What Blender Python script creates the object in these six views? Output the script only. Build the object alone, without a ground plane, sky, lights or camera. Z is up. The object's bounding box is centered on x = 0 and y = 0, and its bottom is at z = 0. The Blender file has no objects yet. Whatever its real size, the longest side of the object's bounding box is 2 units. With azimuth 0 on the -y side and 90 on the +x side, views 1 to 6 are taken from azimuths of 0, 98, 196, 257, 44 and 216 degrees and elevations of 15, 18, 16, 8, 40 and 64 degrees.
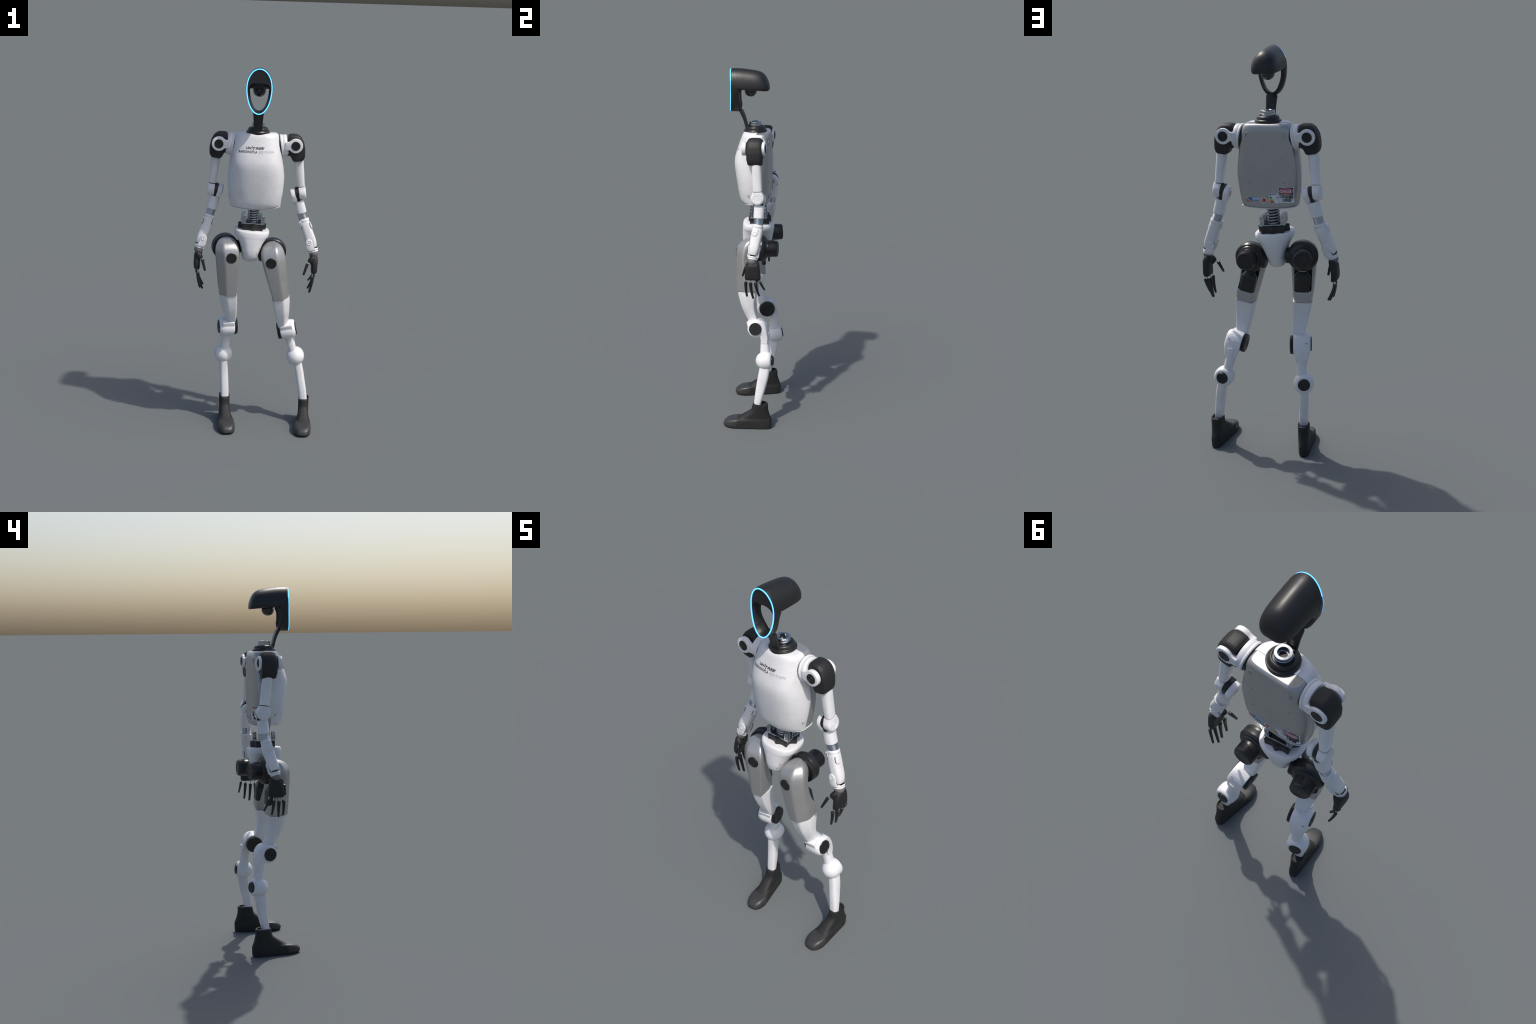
# Humanoid robot: white and grey shells, black joints, open helmet with a light ring.
# World frame: metres, z up, robot faces -y.  The robot's left side is +x.
import bpy, bmesh, math, random
import numpy as np
from mathutils import Vector, Matrix

random.seed(7)
V = lambda *a: np.array(a, float)


def unit(v):
    v = np.array(v, float)
    return v / np.linalg.norm(v)


# ------------------------------------------------------------------ materials
def material(name, color, rough=0.5, metallic=0.0, grime=0.0, grime_scale=9.0,
             streak=0.0, bump=0.0, bump_scale=260.0, coat=0.0, spec=0.5,
             emission=None, strength=0.0, rough_var=0.0):
    m = bpy.data.materials.new(name)
    m.use_nodes = True
    nt = m.node_tree
    b = nt.nodes["Principled BSDF"]
    b.inputs["Base Color"].default_value = (*color, 1)
    b.inputs["Roughness"].default_value = rough
    b.inputs["Metallic"].default_value = metallic
    b.inputs["Coat Weight"].default_value = coat
    b.inputs["Specular IOR Level"].default_value = spec
    if emission:
        b.inputs["Emission Color"].default_value = (*emission, 1)
        b.inputs["Emission Strength"].default_value = strength
    N, L = nt.nodes, nt.links
    if grime or bump or rough_var:
        tc = N.new("ShaderNodeTexCoord")
    if grime:
        n1 = N.new("ShaderNodeTexNoise")
        n1.inputs["Scale"].default_value = grime_scale
        n1.inputs["Detail"].default_value = 7
        n1.inputs["Roughness"].default_value = 0.62
        L.new(tc.outputs["Object"], n1.inputs["Vector"])
        n2 = N.new("ShaderNodeTexNoise")
        n2.inputs["Scale"].default_value = grime_scale * 14
        n2.inputs["Detail"].default_value = 4
        L.new(tc.outputs["Object"], n2.inputs["Vector"])
        mx = N.new("ShaderNodeMath"); mx.operation = 'MULTIPLY_ADD'
        L.new(n2.outputs["Fac"], mx.inputs[0])
        mx.inputs[1].default_value = 0.45
        L.new(n1.outputs["Fac"], mx.inputs[2])
        src = mx.outputs[0]
        if streak:
            mp = N.new("ShaderNodeMapping")
            mp.inputs["Scale"].default_value = (120, 120, 14)
            L.new(tc.outputs["Object"], mp.inputs["Vector"])
            n3 = N.new("ShaderNodeTexNoise")
            n3.inputs["Scale"].default_value = 1.0
            n3.inputs["Detail"].default_value = 3
            L.new(mp.outputs[0], n3.inputs["Vector"])
            ad = N.new("ShaderNodeMath"); ad.operation = 'MULTIPLY_ADD'
            L.new(n3.outputs["Fac"], ad.inputs[0])
            ad.inputs[1].default_value = streak
            L.new(src, ad.inputs[2])
            src = ad.outputs[0]
        cr = N.new("ShaderNodeValToRGB")
        cr.color_ramp.elements[0].position = 0.42
        cr.color_ramp.elements[1].position = 0.95
        d = tuple(c * (1 - grime) for c in color)
        cr.color_ramp.elements[0].color = (*d, 1)
        cr.color_ramp.elements[1].color = (*color, 1)
        L.new(src, cr.inputs[0])
        L.new(cr.outputs[0], b.inputs["Base Color"])
    if rough_var:
        n4 = N.new("ShaderNodeTexNoise")
        n4.inputs["Scale"].default_value = 22
        n4.inputs["Detail"].default_value = 6
        L.new(tc.outputs["Object"], n4.inputs["Vector"])
        mr = N.new("ShaderNodeMapRange")
        mr.inputs["To Min"].default_value = max(0.02, rough - rough_var)
        mr.inputs["To Max"].default_value = rough + rough_var
        L.new(n4.outputs["Fac"], mr.inputs["Value"])
        L.new(mr.outputs[0], b.inputs["Roughness"])
    if bump:
        n5 = N.new("ShaderNodeTexNoise")
        n5.inputs["Scale"].default_value = bump_scale
        n5.inputs["Detail"].default_value = 3
        L.new(tc.outputs["Object"], n5.inputs["Vector"])
        bp = N.new("ShaderNodeBump")
        bp.inputs["Strength"].default_value = bump
        bp.inputs["Distance"].default_value = 0.001
        L.new(n5.outputs["Fac"], bp.inputs["Height"])
        L.new(bp.outputs[0], b.inputs["Normal"])
    return m


WHITE = material("white_plastic", (0.77, 0.77, 0.785), 0.38, grime=0.16, grime_scale=7, rough_var=0.06)
CHEST = material("worn_white_plastic", (0.73, 0.73, 0.745), 0.42, grime=0.22, grime_scale=9, streak=0.25, rough_var=0.08)
GREY = material("grey_metal_shell", (0.425, 0.425, 0.425), 0.34, metallic=0.6, grime=0.12, grime_scale=14, streak=0.2, rough_var=0.06)
BLACK = material("matte_black_cover", (0.0115, 0.0115, 0.012), 0.6, bump=0.1)
GLOSSK = material("satin_black_housing", (0.013, 0.013, 0.0138), 0.36, rough_var=0.06)
HOOD = material("graphite_helmet", (0.0130, 0.0130, 0.0138), 0.42, rough_var=0.05)
DISC = material("black_joint_disc", (0.010, 0.0105, 0.011), 0.42)
STAR = material("black_hip_plate", (0.013, 0.013, 0.014), 0.5)
STEEL = material("brushed_steel", (0.50, 0.53, 0.57), 0.22, metallic=1.0, rough_var=0.1)
DULLSTEEL = material("dull_steel", (0.40, 0.41, 0.42), 0.32, metallic=0.9, rough_var=0.08)
BALLM = material("grey_rubber_joint", (0.17, 0.165, 0.16), 0.35)
BOOT = material("black_boot_rubber", (0.0130, 0.0130, 0.0130), 0.68, grime=0.15, grime_scale=20, bump=0.15)
SOLE = material("boot_sole_rubber", (0.0165, 0.0165, 0.0160), 0.75, grime=0.15, grime_scale=20, bump=0.15)
TOE = material("glossy_toe_cap", (0.038, 0.038, 0.038), 0.40, grime=0.2, grime_scale=25, rough_var=0.08)
GLASS = material("black_camera_glass", (0.012, 0.013, 0.014), 0.08, coat=0.5)
PITCH = material("pitch_black", (0.003, 0.003, 0.003), 0.3)
GLOW = material("cyan_light_ring", (0.02, 0.2, 0.5), 0.4, emission=(0.085, 0.40, 1.0), strength=2.3)
INK = material("dark_print", (0.07, 0.07, 0.075), 0.5)
INK2 = material("grey_print", (0.12, 0.12, 0.125), 0.5)
INK3 = material("pale_grey_print", (0.34, 0.34, 0.35), 0.5)
DENT = material("shadowed_dent", (0.20, 0.20, 0.205), 0.5)
SEAM = material("dark_seam", (0.09, 0.09, 0.10), 0.6)


def flat(name, c, r=0.45):
    return material(name, c, r)


STK_WHITE = flat("sticker_white", (0.62, 0.66, 0.72))
STK_BLACK = flat("sticker_black", (0.02, 0.02, 0.022))
STK_RED = flat("sticker_red", (0.52, 0.02, 0.03))
STK_BLUE = flat("sticker_blue", (0.05, 0.11, 0.33))
STK_ORANGE = flat("sticker_orange", (0.52, 0.13, 0.03))
STK_SKY = flat("sticker_sky_blue", (0.22, 0.47, 0.70))
STK_YELLOW = flat("sticker_yellow", (0.75, 0.45, 0.03))
STK_GREY = flat("sticker_pale_grey", (0.42, 0.45, 0.49))

# ------------------------------------------------------------------ scene graph
ROOT = bpy.data.objects.new("humanoid_robot", None)
bpy.context.collection.objects.link(ROOT)
ROOT["label"] = "slim white humanoid robot with black joints and open glowing-ring helmet"
ROOT["category"] = "humanoid robot"
WORLD_LOC = {ROOT: Vector((0, 0, 0))}


def finish(name, me, mat, parent, angle=42, mods=None, origin=None):
    """Turn a world-coordinate mesh into a named child with its origin at its centre."""
    bm = bmesh.new()
    bm.from_mesh(me)
    bmesh.ops.remove_doubles(bm, verts=bm.verts, dist=1e-6)
    bmesh.ops.recalc_face_normals(bm, faces=bm.faces)
    bm.to_mesh(me)
    bm.free()
    o = bpy.data.objects.new(name, me)
    bpy.context.collection.objects.link(o)
    if mods:
        mods(o)
        bpy.context.view_layer.update()
        dg = bpy.context.evaluated_depsgraph_get()
        me2 = bpy.data.meshes.new_from_object(o.evaluated_get(dg))
        o.modifiers.clear()
        o.data = me2
        bpy.data.meshes.remove(me)
        me = me2
    me.name = name
    me.materials.clear()
    me.materials.append(mat)
    for p in me.polygons:
        p.use_smooth = True
        p.material_index = 0
    me.set_sharp_from_angle(angle=math.radians(angle))
    co = np.empty(len(me.vertices) * 3)
    me.vertices.foreach_get("co", co)
    co = co.reshape(-1, 3)
    c = Vector((co.min(0) + co.max(0)) / 2) if origin is None else Vector(origin)
    me.transform(Matrix.Translation(-c))
    o.parent = parent
    o.location = c - WORLD_LOC[parent]
    WORLD_LOC[o] = c
    return o


def bevel(width, seg=2, angle=35):
    def f(o):
        m = o.modifiers.new("bevel", 'BEVEL')
        m.width = width
        m.segments = seg
        m.limit_method = 'ANGLE'
        m.angle_limit = math.radians(angle)
    return f


def mesh_from(name, verts, faces):
    me = bpy.data.meshes.new(name)
    me.from_pydata([tuple(map(float, v)) for v in verts], [], faces)
    return me


def rings_to_mesh(name, rings, caps=True, closed_path=False):
    n = len(rings[0])
    verts = [p for r in rings for p in r]
    faces = []
    m = len(rings)
    for i in range(m if closed_path else m - 1):
        a, b = i * n, ((i + 1) % m) * n
        for j in range(n):
            k = (j + 1) % n
            faces.append((a + j, a + k, b + k, b + j))
    if caps and not closed_path:
        faces.append(tuple(range(n))[::-1])
        faces.append(tuple(range((m - 1) * n, m * n)))
    return mesh_from(name, verts, faces)


def superellipse(n_pts, a, b, e):
    t = np.linspace(0, 2 * math.pi, n_pts, endpoint=False)
    c, s = np.cos(t), np.sin(t)
    return np.stack([a * np.sign(c) * np.abs(c) ** (2 / e), b * np.sign(s) * np.abs(s) ** (2 / e)], 1)


def rounded_poly(pts, radii, seg=6):
    """2D polygon with rounded corners."""
    out = []
    n = len(pts)
    if np.isscalar(radii):
        radii = [radii] * n
    P = [np.array(p, float) for p in pts]
    for i in range(n):
        p0, p1, p2 = P[i - 1], P[i], P[(i + 1) % n]
        r = radii[i]
        u, w = p0 - p1, p2 - p1
        lu, lw = np.linalg.norm(u), np.linalg.norm(w)
        d = min(r, 0.48 * lu, 0.48 * lw)
        if d < 1e-6:
            out.append(p1)
            continue
        a, b = p1 + u / lu * d, p1 + w / lw * d
        for k in range(seg + 1):
            t = k / seg
            out.append((1 - t) ** 2 * a + 2 * t * (1 - t) * p1 + t * t * b)
    return np.array(out)


class Frame:
    """Local frame: X outward, Y backward, Z up (columns), mirrored for the right side."""
    def __init__(self, o, x, y, z):
        self.o, self.x, self.y, self.z = map(lambda v: np.array(v, float), (o, x, y, z))

    def p(self, x, y, z):
        return self.o + self.x * x + self.y * y + self.z * z

    def moved(self, x, y, z):
        return Frame(self.p(x, y, z), self.x, self.y, self.z)


def frame(o, z, x):
    z = unit(z)
    x = np.array(x, float)
    x = unit(x - z * np.dot(x, z))
    y = np.cross(z, x)
    if y[1] < 0:
        y = -y
    return Frame(o, x, y, z)


WF = Frame((0, 0, 0), (1, 0, 0), (0, 1, 0), (0, 0, 1))


def lathe(name, fr, axis, profile, mat, parent, n=40, angle=32, mods=None):
    """profile: (height along axis, radius)."""
    ax = {'x': (fr.x, fr.y, fr.z), 'y': (fr.y, fr.z, fr.x), 'z': (fr.z, fr.x, fr.y)}[axis]
    rings = []
    for h, r in profile:
        t = np.linspace(0, 2 * math.pi, n, endpoint=False)
        rings.append([fr.o + ax[0] * h + (ax[1] * math.cos(q) + ax[2] * math.sin(q)) * max(r, 1e-5) for q in t])
    return finish(name, rings_to_mesh(name, rings), mat, parent, angle, mods)


def extrude(name, fr, plane, outline, lo, hi, mat, parent, bev=0.0, seg=2, angle=38, scale_hi=None):
    """Extrude a 2D outline in local plane ('yz','xz','xy') between lo and hi on the third axis."""
    rings = []
    O = np.array(outline)
    c = O.mean(0)
    for i, h in enumerate((lo, hi)):
        Q = O if not (i and scale_hi) else c + (O - c) * scale_hi
        if plane == 'yz':
            rings.append([fr.p(h, a, b) for a, b in Q])
        elif plane == 'xz':
            rings.append([fr.p(a, h, b) for a, b in Q])
        else:
            rings.append([fr.p(a, b, h) for a, b in Q])
    return finish(name, rings_to_mesh(name, rings), mat, parent, angle, bevel(bev, seg) if bev else None)


def smooth_keys(keys, steps):
    """Catmull-Rom resample of key rows."""
    K = np.array(keys, float)
    out = []
    for i in range(len(K) - 1):
        p0, p1, p2, p3 = K[max(i - 1, 0)], K[i], K[i + 1], K[min(i + 2, len(K) - 1)]
        for s in range(steps):
            t = s / steps
            out.append(0.5 * (2 * p1 + (p2 - p0) * t + (2 * p0 - 5 * p1 + 4 * p2 - p3) * t * t
                              + (3 * p1 - p0 - 3 * p2 + p3) * t ** 3))
    out.append(K[-1])
    return np.array(out)


def loft(name, keys, mat, parent, xref=(1, 0, 0), steps=1, n=40, angle=42, normal=None, mods=None):
    """keys rows: x, y, z, half_x, half_y, exponent."""
    K = smooth_keys(keys, steps) if steps > 1 else np.array(keys, float)
    C = K[:, :3]
    rings = []
    for i in range(len(K)):
        t = unit(C[min(i + 1, len(K) - 1)] - C[max(i - 1, 0)]) if normal is None else unit(normal)
        x = np.array(xref, float)
        x = unit(x - t * np.dot(x, t))
        y = np.cross(t, x)
        s = superellipse(n, K[i, 3], K[i, 4], K[i, 5])
        rings.append([C[i] + x * a + y * b for a, b in s])
    return finish(name, rings_to_mesh(name, rings), mat, parent, angle, mods)


def tube(name, pts, r, mat, parent, n=10, closed=False, angle=60):
    P = [np.array(p, float) for p in pts]
    m = len(P)
    R = [r] * m if np.isscalar(r) else r
    rings = []
    ref = None
    for i in range(m):
        a = P[(i - 1) % m] if (closed or i) else P[0]
        b = P[(i + 1) % m] if (closed or i < m - 1) else P[-1]
        t = unit(b - a)
        if ref is None:
            ref = V(0, 1, 0) if abs(t[1]) < 0.9 else V(1, 0, 0)
        x = unit(ref - t * np.dot(ref, t))
        y = np.cross(t, x)
        ref = x
        q = np.linspace(0, 2 * math.pi, n, endpoint=False)
        rings.append([P[i] + (x * math.cos(k) + y * math.sin(k)) * R[i] for k in q])
    return finish(name, rings_to_mesh(name, rings, closed_path=closed), mat, parent, angle)


def joined(name, objs, parent, stuff=False):
    """Join finished objects (same parent) into one mesh object with several material slots."""
    bm = bmesh.new()
    mats = []
    for o in objs:
        me = o.data
        tmp = me.copy()
        tmp.transform(Matrix.Translation(WORLD_LOC[o]))
        base = len(bm.faces)
        bm.from_mesh(tmp)
        bm.faces.ensure_lookup_table()
        mt = me.materials[0]
        if mt not in mats:
            mats.append(mt)
        idx = mats.index(mt)
        for f in bm.faces[base:]:
            f.material_index = idx
        bpy.data.meshes.remove(tmp)
    me = bpy.data.meshes.new(name)
    bm.to_mesh(me)
    bm.free()
    for mt in mats:
        me.materials.append(mt)
    co = np.array([v.co for v in me.vertices])
    c = Vector((co.min(0) + co.max(0)) / 2)
    me.transform(Matrix.Translation(-c))
    for o in objs:
        bpy.data.objects.remove(o)
    o = bpy.data.objects.new(name, me)
    bpy.context.collection.objects.link(o)
    o.parent = parent
    o.location = c - WORLD_LOC[parent]
    WORLD_LOC[o] = c
    if stuff:
        o["kind"] = "stuff"
    return o


# ================================================================== TORSO
TX = -0.0135
# z, half width, front y, back y, seam y
TORSO = np.array([
    [1.2590, 0.1310, -0.040, 0.078, 0.014],
    [1.2620, 0.1345, -0.055, 0.087, 0.014],
    [1.2700, 0.1366, -0.066, 0.0920, 0.014],
    [1.2900, 0.1390, -0.0755, 0.0945, 0.015],
    [1.330, 0.1445, -0.083, 0.0965, 0.018],
    [1.380, 0.149, -0.090, 0.098, 0.025],
    [1.420, 0.151, -0.095, 0.099, 0.031],
    [1.460, 0.1485, -0.0995, 0.0995, 0.033],
    [1.490, 0.1445, -0.101, 0.100, 0.033],
    [1.520, 0.140, -0.098, 0.100, 0.033],
    [1.560, 0.1335, -0.086, 0.100, 0.033],
    [1.600, 0.126, -0.072, 0.100, 0.033],
    [1.625, 0.121, -0.062, 0.0995, 0.033],
    [1.643, 0.115, -0.055, 0.0965, 0.033],
    [1.654, 0.107, -0.047, 0.0895, 0.033],
    [1.659, 0.095, -0.036, 0.0790, 0.033],
])


def torso_at(z):
    return [np.interp(z, TORSO[:, 0], TORSO[:, i]) for i in range(1, 5)]


EB = 5.0


def front_exp(z):
    return float(np.interp(z, [1.26, 1.36, 1.50], [2.25, 2.45, 2.7]))



def chest_y(x, z):
    w, yf, yb, ys = torso_at(z)
    u = min(abs(x - TX) / w, 0.999)
    EF = front_exp(z)
    return ys - (ys - yf) * (1 - u ** EF) ** (1 / EF)


def back_y(x, z):
    w, yf, yb, ys = torso_at(z)
    u = min(abs(x - TX) / w, 0.999)
    return ys + (yb - ys) * (1 - u ** EB) ** (1 / EB)


def torso_ring(row, inset, half, n=40):
    """One horizontal section; the lowest sections sag towards the middle."""
    z, w, yf, yb, ys = row
    w, yf, yb = w - inset, yf + inset, yb - inset
    pts = []
    EF = front_exp(z)
    sag = 0.010 * float(np.clip((1.345 - z) / 0.08, 0, 1))
    zs = lambda x: z + sag * min(1, abs(x - TX) / w) ** 2
    if half in ('front', 'full'):
        for q in np.linspace(math.pi, 2 * math.pi, n):
            c, s = math.cos(q), math.sin(q)
            x = TX + w * np.sign(c) * abs(c) ** (2 / EF)
            pts.append((x, ys - (ys - yf) * abs(s) ** (2 / EF), zs(x)))
    if half in ('back', 'full'):
        qs = np.linspace(0, math.pi, n)
        if half == 'full':
            qs = qs[1:-1]
        for q in qs:
            c, s = math.cos(q), math.sin(q)
            x = TX + w * np.sign(c) * abs(c) ** (2 / EB)
            pts.append((x, ys + (yb - ys) * abs(s) ** (2 / EB), zs(x)))
    return pts


def sheet(rings, close_ends):
    n = len(rings[0])
    verts = [p for r in rings for p in r]
    faces = []
    for i in range(len(rings) - 1):
        for j in range(n - 1):
            faces.append((i * n + j, i * n + j + 1, (i + 1) * n + j + 1, (i + 1) * n + j))
    if close_ends:
        faces.append(tuple(range(n))[::-1])
        k = (len(rings) - 1) * n
        faces.append(tuple(range(k, k + n)))
    return verts, faces


TK = smooth_keys(TORSO, 3)
vs, fs = sheet([torso_ring(r, 0.0, 'front') for r in TK], True)


def shell_mods(o):
    m = o.modifiers.new("s", 'SOLIDIFY')
    m.thickness = 0.005
    m.offset = -1
    bevel(0.0012, 2, 50)(o)


chest = finish("chest_shell", mesh_from("chest_shell", vs, fs), CHEST, ROOT, 50, shell_mods)
torso_back = rings_to_mesh("back_shell", [torso_ring((np.clip(r[0], 1.2605, 1.6565) + (r[0] - 1.45) * 1e-3, *r[1:]), 0.0025, 'full') for r in TK])
back = finish("back_shell", torso_back, GREY, ROOT, 50)

# white lip of the chest shell running under the grey back
lip = []
for z_, i_, g_ in ((1.2545, 0, -.004), (1.2555, 1, .0005), (1.2590, 3, .0012), (1.2605, 3, .0005)):
    r = TK[i_]
    lip.append(torso_ring((z_, *r[1:]), -g_, 'full'))
finish("bottom_rim", rings_to_mesh("bottom_rim", lip), WHITE, chest, 50)


# lettering --------------------------------------------------------------
def glyph_mesh(txt, bold=0.0, shear=0.0, space=1.0):
    cu = bpy.data.curves.new("t", 'FONT')
    cu.body = txt
    cu.extrude = 0.02
    cu.offset = bold
    cu.shear = shear
    cu.space_character = space
    cu.resolution_u = 4
    ob = bpy.data.objects.new("t", cu)
    bpy.context.collection.objects.link(ob)
    bpy.context.view_layer.update()
    me = bpy.data.meshes.new_from_object(ob.evaluated_get(bpy.context.evaluated_depsgraph_get()))
    bpy.data.objects.remove(ob)
    bpy.data.curves.remove(cu)
    return me


def text_on(name, txt, x0, x1, z0, z1, surf, side, mat, parent, bold=0.0, shear=0.0, lift=0.0008, space=1.0):
    """Fit text into the box and wrap it on surf(x,z). side -1: front face, +1: back face."""
    me = glyph_mesh(txt, bold, shear, space)
    co = np.array([v.co for v in me.vertices])
    mn, mx = co.min(0), co.max(0)
    for v in me.vertices:
        u = (v.co[0] - mn[0]) / (mx[0] - mn[0])
        w = (v.co[1] - mn[1]) / (mx[1] - mn[1])
        d = (v.co[2] - mn[2]) / (mx[2] - mn[2])
        x = x0 + (x1 - x0) * u
        z = z0 + (z1 - z0) * w
        v.co = (x, surf(x, z) + side * (lift * d - 0.0006 * (1 - d)), z)
    return finish(name, me, mat, parent, 30)


parts = [
    text_on("a", "UN", -0.068, -0.0395, 1.5832, 1.5952, chest_y, -1, INK, chest, 0.045, 0.28),
    text_on("a", "I", -0.0395, -0.0325, 1.5832, 1.5995, chest_y, -1, INK, chest, 0.045, 0.28),
    text_on("a", "T", -0.0330, -0.0185, 1.5790, 1.5945, chest_y, -1, INK, chest, 0.045, 0.28),
    text_on("a", "REE", -0.0195, 0.0285, 1.5825, 1.5945, chest_y, -1, INK, chest, 0.045, 0.28),
]
joined("lettering", parts, chest)
text_on("lettering", "BANDINOPLA", -0.106, -0.009, 1.5640, 1.5765, chest_y, -1, INK2, chest, 0.042, 0, space=1.2)
text_on("lettering", "EDITION", 0.001, 0.076, 1.5640, 1.5755, chest_y, -1, INK3, chest, 0.0, 0, space=1.25)


# stickers on the back -----------------------------------------------------
def patch(name, x0, x1, z0, z1, mat, parent, lift=0.0012, poly=None, nx=8, nz=4):
    """Thin label conforming to the back shell; poly is an optional outline in (x,z)."""
    surf = lambda x, z: back_y(x, z) - 0.0025
    if poly is None:
        xs = np.linspace(x0, x1, nx + 1)
        zs = np.linspace(z0, z1, nz + 1)
        poly = [(x, z0) for x in xs] + [(x1, z) for z in zs[1:]] + [(x, z1) for x in xs[::-1][1:]] + [(x0, z) for z in zs[::-1][1:-1]]
    n = len(poly)
    vv = [(x, surf(x, z) + lift, z) for x, z in poly] + [(x, surf(x, z) - 0.001, z) for x, z in poly]
    ff = [tuple(range(n)), tuple(range(n, 2 * n))[::-1]] + [(i, (i + 1) % n, n + (i + 1) % n, n + i) for i in range(n)]
    return finish(name, mesh_from(name, vv, ff), mat, parent, 30)


def oval(cx, cz, rx, rz, n=40):
    return [(cx + rx * math.cos(q), cz + rz * math.sin(q)) for q in np.linspace(0, 2 * math.pi, n, endpoint=False)]


bsurf = lambda x, z: back_y(x, z) - 0.0025
wl = patch("a", -0.0730, -0.1420, 1.2905, 1.3655, STK_WHITE, back)
danger = joined("warning_sticker", [
    wl,
    patch("a", -0.0748, -0.1395, 1.3310, 1.3632, STK_BLACK, back, 0.0016),
    patch("a", 0, 0, 0, 0, STK_WHITE, back, 0.0020, oval(-0.1072, 1.3470, 0.0308, 0.0153)),
    patch("a", 0, 0, 0, 0, STK_RED, back, 0.0024, oval(-0.1072, 1.3470, 0.0295, 0.0142)),
    text_on("a", "DANGER", -0.0815, -0.1330, 1.3385, 1.3550, bsurf, 1, STK_WHITE, back, 0.012, 0, 0.0028),
    text_on("a", "NON-LICKABLE", -0.0768, -0.1385, 1.3130, 1.3285, bsurf, 1, STK_BLACK, back, 0.004, 0, 0.0018, 1.15),
    text_on("a", "SURFACE", -0.0880, -0.1280, 1.2955, 1.3105, bsurf, 1, STK_BLACK, back, 0.006, 0, 0.0018),
], back)
bars = [(0.02, 0.22, 0.07), (0.06, 0.30, 0.08), (0.26, 0.40, 0.07), (0.56, 0.52, 0.07), (0.50, 0.30, 0.05),
        (0.48, 0.17, 0.05), (0.50, 0.04, 0.05)]
eparts = [patch("a", -0.0260, -0.0700, 1.2880, 1.3345, STK_WHITE, back),
          patch("a", -0.0275, -0.0350, 1.3270, 1.3325, STK_BLUE, back, 0.0016),
          patch("a", -0.0350, -0.0580, 1.3285, 1.3318, STK_BLUE, back, 0.0016),
          patch("a", -0.0625, -0.0685, 1.3280, 1.3325, STK_GREY, back, 0.0016),
          patch("a", -0.0595, -0.0680, 1.3130, 1.3165, STK_BLACK, back, 0.0016)]
for i, c in enumerate(bars):
    zt = 1.3205 - i * 0.0044
    eparts.append(patch("a", -0.0283, -0.0355 - i * 0.0024, zt - 0.0046, zt, flat("energy_bar", c), back, 0.0016 + 0.00002 * i))
joined("energy_label", eparts, back)
gear = [(0.0015 + r * math.cos(q), 1.301 + r * math.sin(q)) for q, r in
        [(2 * math.pi * k / 64, 0.0168 if (k // 2) % 2 else 0.0156) for k in range(64)]]
star5 = [(0.0042 + (0.0030 if k % 2 == 0 else 0.0013) * math.sin(math.pi * k / 5), 1.301 + (0.0030 if k % 2 == 0 else 0.0013) * math.cos(math.pi * k / 5)) for k in range(10)]
joined("round_badge", [patch("a", 0, 0, 0, 0, STK_GREY, back, 0.0012, gear),
                       patch("a", 0, 0, 0, 0, STK_WHITE, back, 0.0015, oval(0.0015, 1.301, 0.0128, 0.0128)),
                       patch("a", 0, 0, 0, 0, STK_RED, back, 0.0018, oval(0.0008, 1.301, 0.0095, 0.0098)),
                       patch("a", 0, 0, 0, 0, STK_YELLOW, back, 0.0021, star5)], back)
joined("flag_label", [
    patch("a", 0.0885, 0.0220, 1.2905, 1.3125, STK_WHITE, back),
    patch("a", 0, 0, 0, 0, STK_ORANGE, back, 0.0016, [(0.0882, 1.310), (0.0882, 1.291), (0.0630, 1.291)]),
    patch("a", 0, 0, 0, 0, STK_BLUE, back, 0.0016, [(0.0845, 1.3122), (0.0585, 1.3122), (0.0585, 1.2908)]),
    patch("a", 0.0575, 0.0225, 1.3095, 1.3123, STK_SKY, back, 0.0016),
    patch("a", 0.0575, 0.0225, 1.3040, 1.3068, STK_SKY, back, 0.0016),
    patch("a", 0.0575, 0.0225, 1.2908, 1.3030, STK_GREY, back, 0.0016),
    patch("a", 0.0550, 0.0260, 1.2995, 1.3005, INK2, back, 0.0020),
    patch("a", 0.0550, 0.0240, 1.2965, 1.2978, INK2, back, 0.0020),
    patch("a", 0.0550, 0.0280, 1.2930, 1.2940, INK2, back, 0.0020)], back)
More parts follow.
